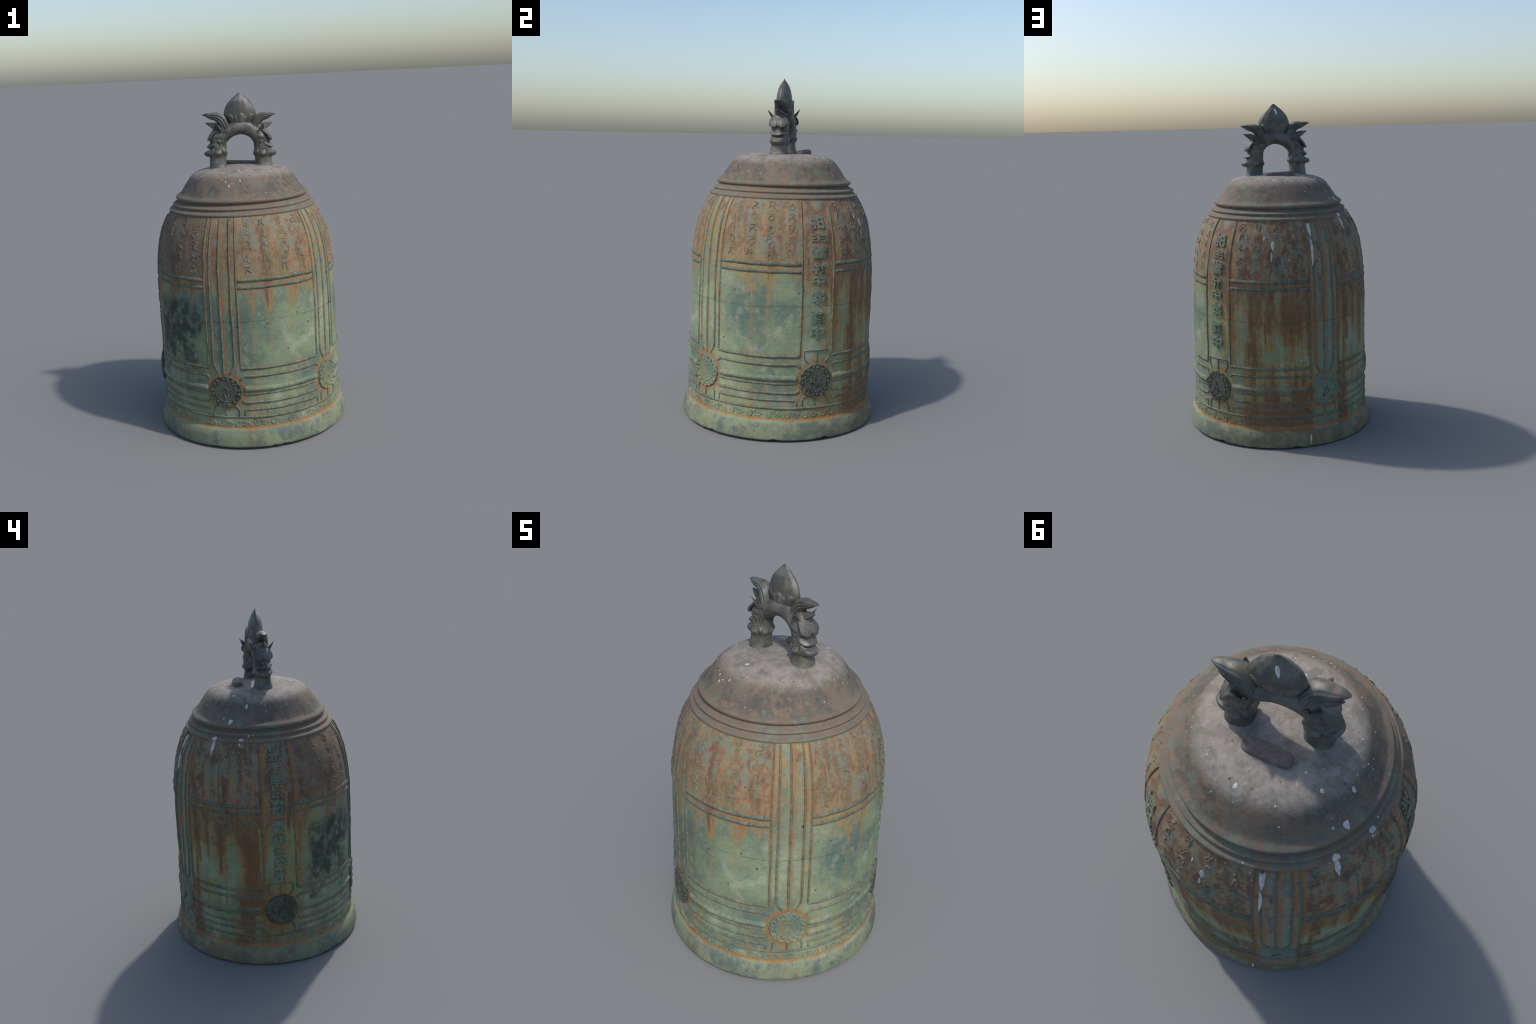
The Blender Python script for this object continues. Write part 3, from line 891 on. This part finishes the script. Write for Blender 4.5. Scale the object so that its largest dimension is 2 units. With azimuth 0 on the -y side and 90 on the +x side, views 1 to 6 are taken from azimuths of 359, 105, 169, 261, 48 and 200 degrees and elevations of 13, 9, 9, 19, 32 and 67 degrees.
def bud_half(z):
    return np.interp(z, B[:, 0], B[:, 1]), np.interp(z, B[:, 0], B[:, 2])


def bud_petal(theta, z0, z1, half, bulge, name="bud_petal"):
    """rounded sepal lying on the bud, theta measured round it"""
    n, m = 15, 13
    rows = []
    for i in range(n):
        vv = i / (n - 1)
        z = z0 + (z1 - z0) * vv
        wid = half * math.sqrt(max(0.0, 1 - (max(0.0, vv - 0.55) / 0.45) ** 2)) * (0.72 + 0.28 * min(1, vv / 0.5))
        for j in range(m):
            uu = -1 + 2 * j / (m - 1)
            a, b = bud_half(z)
            th = theta + uu * wid / 0.085
            body_h = bulge * math.cos(uu * math.pi / 2) ** 0.6 * (0.35 + 0.65 * math.sin(math.pi * min(1, vv * 0.62 + 0.1))) * (1 if vv < 0.86 else math.sqrt(max(0, (1 - vv) / 0.14)))
            c_, s_ = math.cos(th), math.sin(th)
            cx = math.copysign(abs(c_) ** (2 / 1.75), c_)
            sy = math.copysign(abs(s_) ** (2 / 1.75), s_)
            nn = np.array([c_ * b, s_ * a]); nn /= np.linalg.norm(nn)
            off = body_h - 0.0015
            rows.append((0.0025 + cx * a + nn[0] * off, 0.0085 + sy * b + nn[1] * off, z))
    return np.array(rows), [tuple(q) for q in grid_faces(n, m)]


for front in (-1, 1):
    for k, (dx, top, hw) in enumerate(((-0.86, 1.880, 0.030), (-0.42, 1.866, 0.014), (-0.06, 1.884, 0.029), (0.34, 1.868, 0.013), (0.80, 1.882, 0.030))):
        v, f = bud_petal(front * math.pi / 2 + dx * front, 1.812, top, hw, 0.009 if hw > 0.015 else 0.007)
        make_object("bud_petal", v, f, BRONZE, bud, upright=True)
for side in (0.0, math.pi):
    v, f = bud_petal(side, 1.815, 1.868, 0.020, 0.007)
    make_object("bud_petal", v, f, BRONZE, bud, upright=True)

# -- dragon heads ----------------------------------------------------------
#          z     inner  outer  half width
HEAD = [(1.545, 0.076, 0.190, 0.057), (1.568, 0.078, 0.187, 0.055), (1.580, 0.081, 0.184, 0.051), (1.600, 0.082, 0.182, 0.047), (1.614, 0.081, 0.181, 0.0455), (1.624, 0.079, 0.183, 0.047),
        (1.640, 0.075, 0.188, 0.051), (1.655, 0.076, 0.186, 0.051), (1.667, 0.077, 0.183, 0.049), (1.677, 0.077, 0.189, 0.049), (1.689, 0.077, 0.186, 0.048),
        (1.698, 0.076, 0.177, 0.046), (1.708, 0.074, 0.175, 0.048), (1.722, 0.069, 0.176, 0.050), (1.740, 0.062, 0.172, 0.050), (1.760, 0.058, 0.163, 0.047),
        (1.785, 0.062, 0.155, 0.040), (1.803, 0.078, 0.145, 0.031), (1.815, 0.095, 0.130, 0.018)]


def dragon_head(side):
    left = side < 0
    y0 = 0.000 if left else 0.017

    def place(P):
        """(rho, y, z) head coordinates -> world"""
        P = np.asarray(P, float).copy()
        lift = np.clip((P[:, 2] - 1.59) / 0.03, 0, 1) if left else 0
        rho = P[:, 0] + (0.009 if left else 0.0)
        return np.stack([side * rho, y0 + P[:, 1], P[:, 2] + 0.0125 * lift], 1)

    def add(name, v, f, parent, mat=BRONZE):
        fs = [tuple(q)[::-1] for q in f] if left else f
        return make_object(name, place(v), fs, mat, parent, upright=True)

    H = catmull(HEAD, 7)
    n = 96
    rings = []
    t, cu, su = superellipse(n, 2.5)
    t = (t + math.pi) % (2 * math.pi) - math.pi           # 0 faces outward
    g2 = lambda v, c, w: np.exp(-((v - c) / w) ** 2)
    for z, a, b, w in H:
        c, half = (a + b) / 2, (b - a) / 2
        d = np.zeros(n)
        at = np.abs(t)
        d -= 0.0140 * g2(at, 0.66, 0.30) * g2(z, 1.704 + 0.004 * at, 0.0085)                 # eye sockets
        d += 0.0075 * g2(at, 0.66, 0.17) * g2(z, 1.7045, 0.0048)                             # eyes
        d += 0.0062 * g2(at, 0.32, 0.20) * g2(z, 1.682, 0.007)                               # nostrils
        d -= 0.0080 * np.exp(-(at / 1.25) ** 6) * g2(z, 1.664 + 0.010 * at ** 1.5, 0.0036)   # mouth, rising to the back
        d += 0.0050 * np.exp(-(at / 1.10) ** 6) * g2(z, 1.673 + 0.010 * at ** 1.5, 0.0040)   # upper lip
        d += 0.0100 * g2(at, 1.62, 0.26) * g2(z, 1.639, 0.012)                               # jowl
        d += 0.0075 * g2(at, 2.25, 0.24) * g2(z, 1.652, 0.014)                               # second jowl
        d += 0.0060 * g2(at, 2.85, 0.25) * g2(z, 1.640, 0.011)                               # nape
        d -= 0.0060 * g2(at, 1.32, 0.09) * g2(z, 1.650, 0.022)                               # fold behind the mouth
        d -= 0.0055 * g2(at, 1.95, 0.08) * g2(z, 1.648, 0.018)
        d += 0.0075 * g2(at, 1.18, 0.22) * g2(z, 1.693, 0.010)                               # cheek
        for k_, a_ in enumerate((1.55, 1.95, 2.35)):                                         # slanting folds on the neck side
            d -= 0.0048 * g2(at, a_ + (1.70 - z) * 9.0, 0.09) * g2(z, 1.700 - 0.004 * k_, 0.018)
            d += 0.0036 * g2(at, a_ + 0.2 + (1.70 - z) * 9.0, 0.12) * g2(z, 1.702 - 0.004 * k_, 0.018)
        d += 0.0060 * g2(at, 1.55, 0.22) * g2(z, 1.742, 0.012)                               # swelling below the ear
        d -= 0.0040 * g2(at, 1.55, 0.35) * g2(z, 1.724, 0.006)
        ring = np.stack([c + cu * half, su * w, np.full(n, z)], 1)
        nn = np.stack([np.cos(t) * w, np.sin(t) * half, 0 * t], 1)
        nn /= np.linalg.norm(nn, axis=1)[:, None]
        rings.append(ring + nn * d[:, None])
    v, f = loft(rings)
    v = v + 0.0016 * np.stack([value_noise(v, 34, s + int(left) * 5) for s in (11, 12, 13)], 1) \
        + 0.0007 * np.stack([value_noise(v, 85, s + int(left) * 5) for s in (17, 18, 19)], 1)
    head = add("dragon_head", v, f, root)

    # lower jaw with its jutting lip
    rings = []
    for s in np.linspace(-1, 1, 21):
        reach = 0.204 + 0.009 * math.cos(s * math.pi / 2) - 0.020 * s * s - 0.045 * s ** 8
        yy = s * 0.050
        ring = []
        for q in np.arange(18) * 2 * math.pi / 18:
            k = math.sqrt(max(0.03, 1 - abs(s) ** 5))
            cz = 1.6385 + 0.004 * s * s
            rx = (reach - 0.150) * 0.5
            ring.append((0.150 + rx + rx * math.copysign(abs(math.cos(q)) ** 0.9, math.cos(q)),
                         yy, cz + 0.0175 * k * math.copysign(abs(math.sin(q)) ** 0.9, math.sin(q)) + 0.000 - 0.006 * (1 - math.cos(q)) / 2 * 0.5))
        rings.append(ring)
    v, f = loft(rings)
    v = v + 0.0008 * np.stack([value_noise(v, 40, s) for s in (14, 15, 16)], 1)
    add("lower_jaw", v, f, head)

    # brows: two fluted shells over the eyes
    for sgn in (-1, 1):
        n_, m_ = 14, 25
        front, back = [], []
        for i in range(n_):
            vv = i / (n_ - 1)
            for j in range(m_):
                uu = -1 + 2 * j / (m_ - 1)
                yy = sgn * (0.0255 + uu * 0.030 * (0.45 + 0.55 * math.sin(math.pi * 0.5 * min(1.0, vv * 1.5))))
                zz = 1.782 - 0.066 * vv + 0.016 * uu * uu * vv + 0.0012 * math.cos(uu * 4 * math.pi) * vv ** 3
                flute = 0.0017 * math.cos(uu * 4 * math.pi) * vv ** 3
                rr = 0.146 + 0.042 * math.sin(math.pi * 0.5 * vv) ** 0.85 - 0.015 * (uu * 0.8 + 0.15) ** 2 + flute - 0.010 * vv * max(0.0, abs(yy) / 0.055 - 0.45)
                front.append((rr, yy, zz))
                back.append((rr - 0.004 - 0.018 * (1 - vv) - 0.006 * vv, yy * 0.97, zz + 0.003 * vv))
        V = np.array(front + back)
        nf = n_ * m_
        F = [tuple(q) for q in grid_faces(n_, m_)] + [tuple(q)[::-1] for q in grid_faces(n_, m_, offset=nf)]
        border = [j for j in range(m_)] + [i * m_ + m_ - 1 for i in range(1, n_)] + [(n_ - 1) * m_ + j for j in range(m_ - 2, -1, -1)] + [i * m_ for i in range(n_ - 2, 0, -1)]
        for q in range(len(border)):
            a_, b_ = border[q], border[(q + 1) % len(border)]
            F.append((b_, a_, a_ + nf, b_ + nf))
        if sgn > 0:
            F = [tuple(q)[::-1] for q in F]
        add("brow", V, [tuple(q)[::-1] for q in F], head)

        # ear: a cupped leaf flaring sideways, turned half forward
        n_, m_ = 13, 11
        front, back = [], []
        for i in range(n_):
            vv = i / (n_ - 1)
            wid = 0.0205 * math.sin(math.pi * (0.36 + 0.64 * vv)) ** 0.75 + 0.0008
            for j in range(m_):
                uu = -1 + 2 * j / (m_ - 1)
                cup = 0.006 * (1 - uu * uu) * math.sin(math.pi * min(1.0, vv + 0.1))
                yy = sgn * (0.038 + 0.033 * vv ** 1.3 - 0.62 * uu * wid - cup * 0.7)
                xx = 0.121 + 0.016 * vv + 0.80 * uu * wid - cup * 0.7
                front.append((xx, yy, 1.757 + 0.062 * vv))
                back.append((xx - 0.010 * (1 - 0.7 * vv), yy - sgn * 0.009 * (1 - 0.6 * vv), 1.752 + 0.062 * vv))
        V = np.array(front + back)
        nf = n_ * m_
        F = [tuple(q) for q in grid_faces(n_, m_)] + [tuple(q)[::-1] for q in grid_faces(n_, m_, offset=nf)]
        border = [j for j in range(m_)] + [i * m_ + m_ - 1 for i in range(1, n_)] + [(n_ - 1) * m_ + j for j in range(m_ - 2, -1, -1)] + [i * m_ for i in range(n_ - 2, 0, -1)]
        for q in range(len(border)):
            a_, b_ = border[q], border[(q + 1) % len(border)]
            F.append((b_, a_, a_ + nf, b_ + nf))
        if sgn < 0:
            F = [tuple(q)[::-1] for q in F]
        add("ear", V, [tuple(q)[::-1] for q in F], head)

    # flame mane: the big curling lock and the small one before it
    v, f = sweep([(0.070, 1.757), (0.080, 1.793), (0.099, 1.832), (0.128, 1.853), (0.160, 1.8585), (0.190, 1.866), (0.214, 1.8675)],
                 (0.013, 0.025, 0.031, 0.026, 0.0195, 0.0105, 0.0012), (0.047, 0.047, 0.041, 0.034, 0.028, 0.020, 0.005), n=64, power=2.3, per=8, grooves=0.22)
    add("mane_lock", v, f, head)
    v, f = sweep([(0.105, 1.765), (0.130, 1.790), (0.155, 1.8045), (0.178, 1.813), (0.197, 1.821)],
                 (0.020, 0.022, 0.0165, 0.009, 0.0010), (0.026, 0.026, 0.022, 0.014, 0.003), n=36, power=2.6, per=7, grooves=0.14)
    add("mane_lock", v, f, head)
    # curls: where the lock leaves the arch, on the cheek and at the jowl
    for sgn in (-1, 1):
        for cx, cz, cr, cy, turn in ((0.092, 1.774, 0.013, 0.0480, 2.6), (0.116, 1.742, 0.012, 0.0500, 0.4), (0.128, 1.668, 0.0105, 0.0490, 1.2)):
            th = np.linspace(0, 2.2 * math.pi, 34)
            rad = cr * (1 - th / 9.5)
            spiral = np.stack([cx + rad * np.cos(th + turn), sgn * (cy - 0.0035 + 0.004 * th / 7), cz + rad * np.sin(th + turn)], 1)
            rings = []
            for k in range(34):
                rr = 0.0050 * (1 - 0.45 * k / 34) * min(1.0, 0.35 + k / 6)
                tn = spiral[min(k + 1, 33)] - spiral[max(k - 1, 0)]
                tn /= np.linalg.norm(tn)
                yv = np.array([0, 1.0, 0])
                sv = np.cross(tn, yv)
                rings.append([spiral[k] + rr * (math.cos(q) * sv + math.sin(q) * yv) for q in np.arange(8) * math.pi / 4])
            v, f = loft(rings)
            add("mane_curl", v, f, head)
    return head


dragon_head(1)
dragon_head(-1)

# chalk run on the back of the bud
n, m = 9, 7
rows = []
for i in range(n):
    vv = i / (n - 1)
    z = 1.930 + 0.042 * vv
    wid = 0.0085 * math.sqrt(max(0, 1 - (2 * vv - 1) ** 2)) * (0.6 + 0.5 * vv)
    for j in range(m):
        uu = -1 + 2 * j / (m - 1)
        a, b = bud_half(z)
        x = -0.001 - 0.010 * (1 - vv) + uu * wid
        q = abs((x - 0.0025) / a)
        yy = b * (1 - q ** 1.75) ** (1 / 1.75)
        rows.append((x, 0.0085 + yy * 1.015 + 0.0016 * (1 - uu * uu), z))
make_object("chalk_splash", np.array(rows), [tuple(q)[::-1] for q in grid_faces(n, m)], CHALK, bud, upright=True)
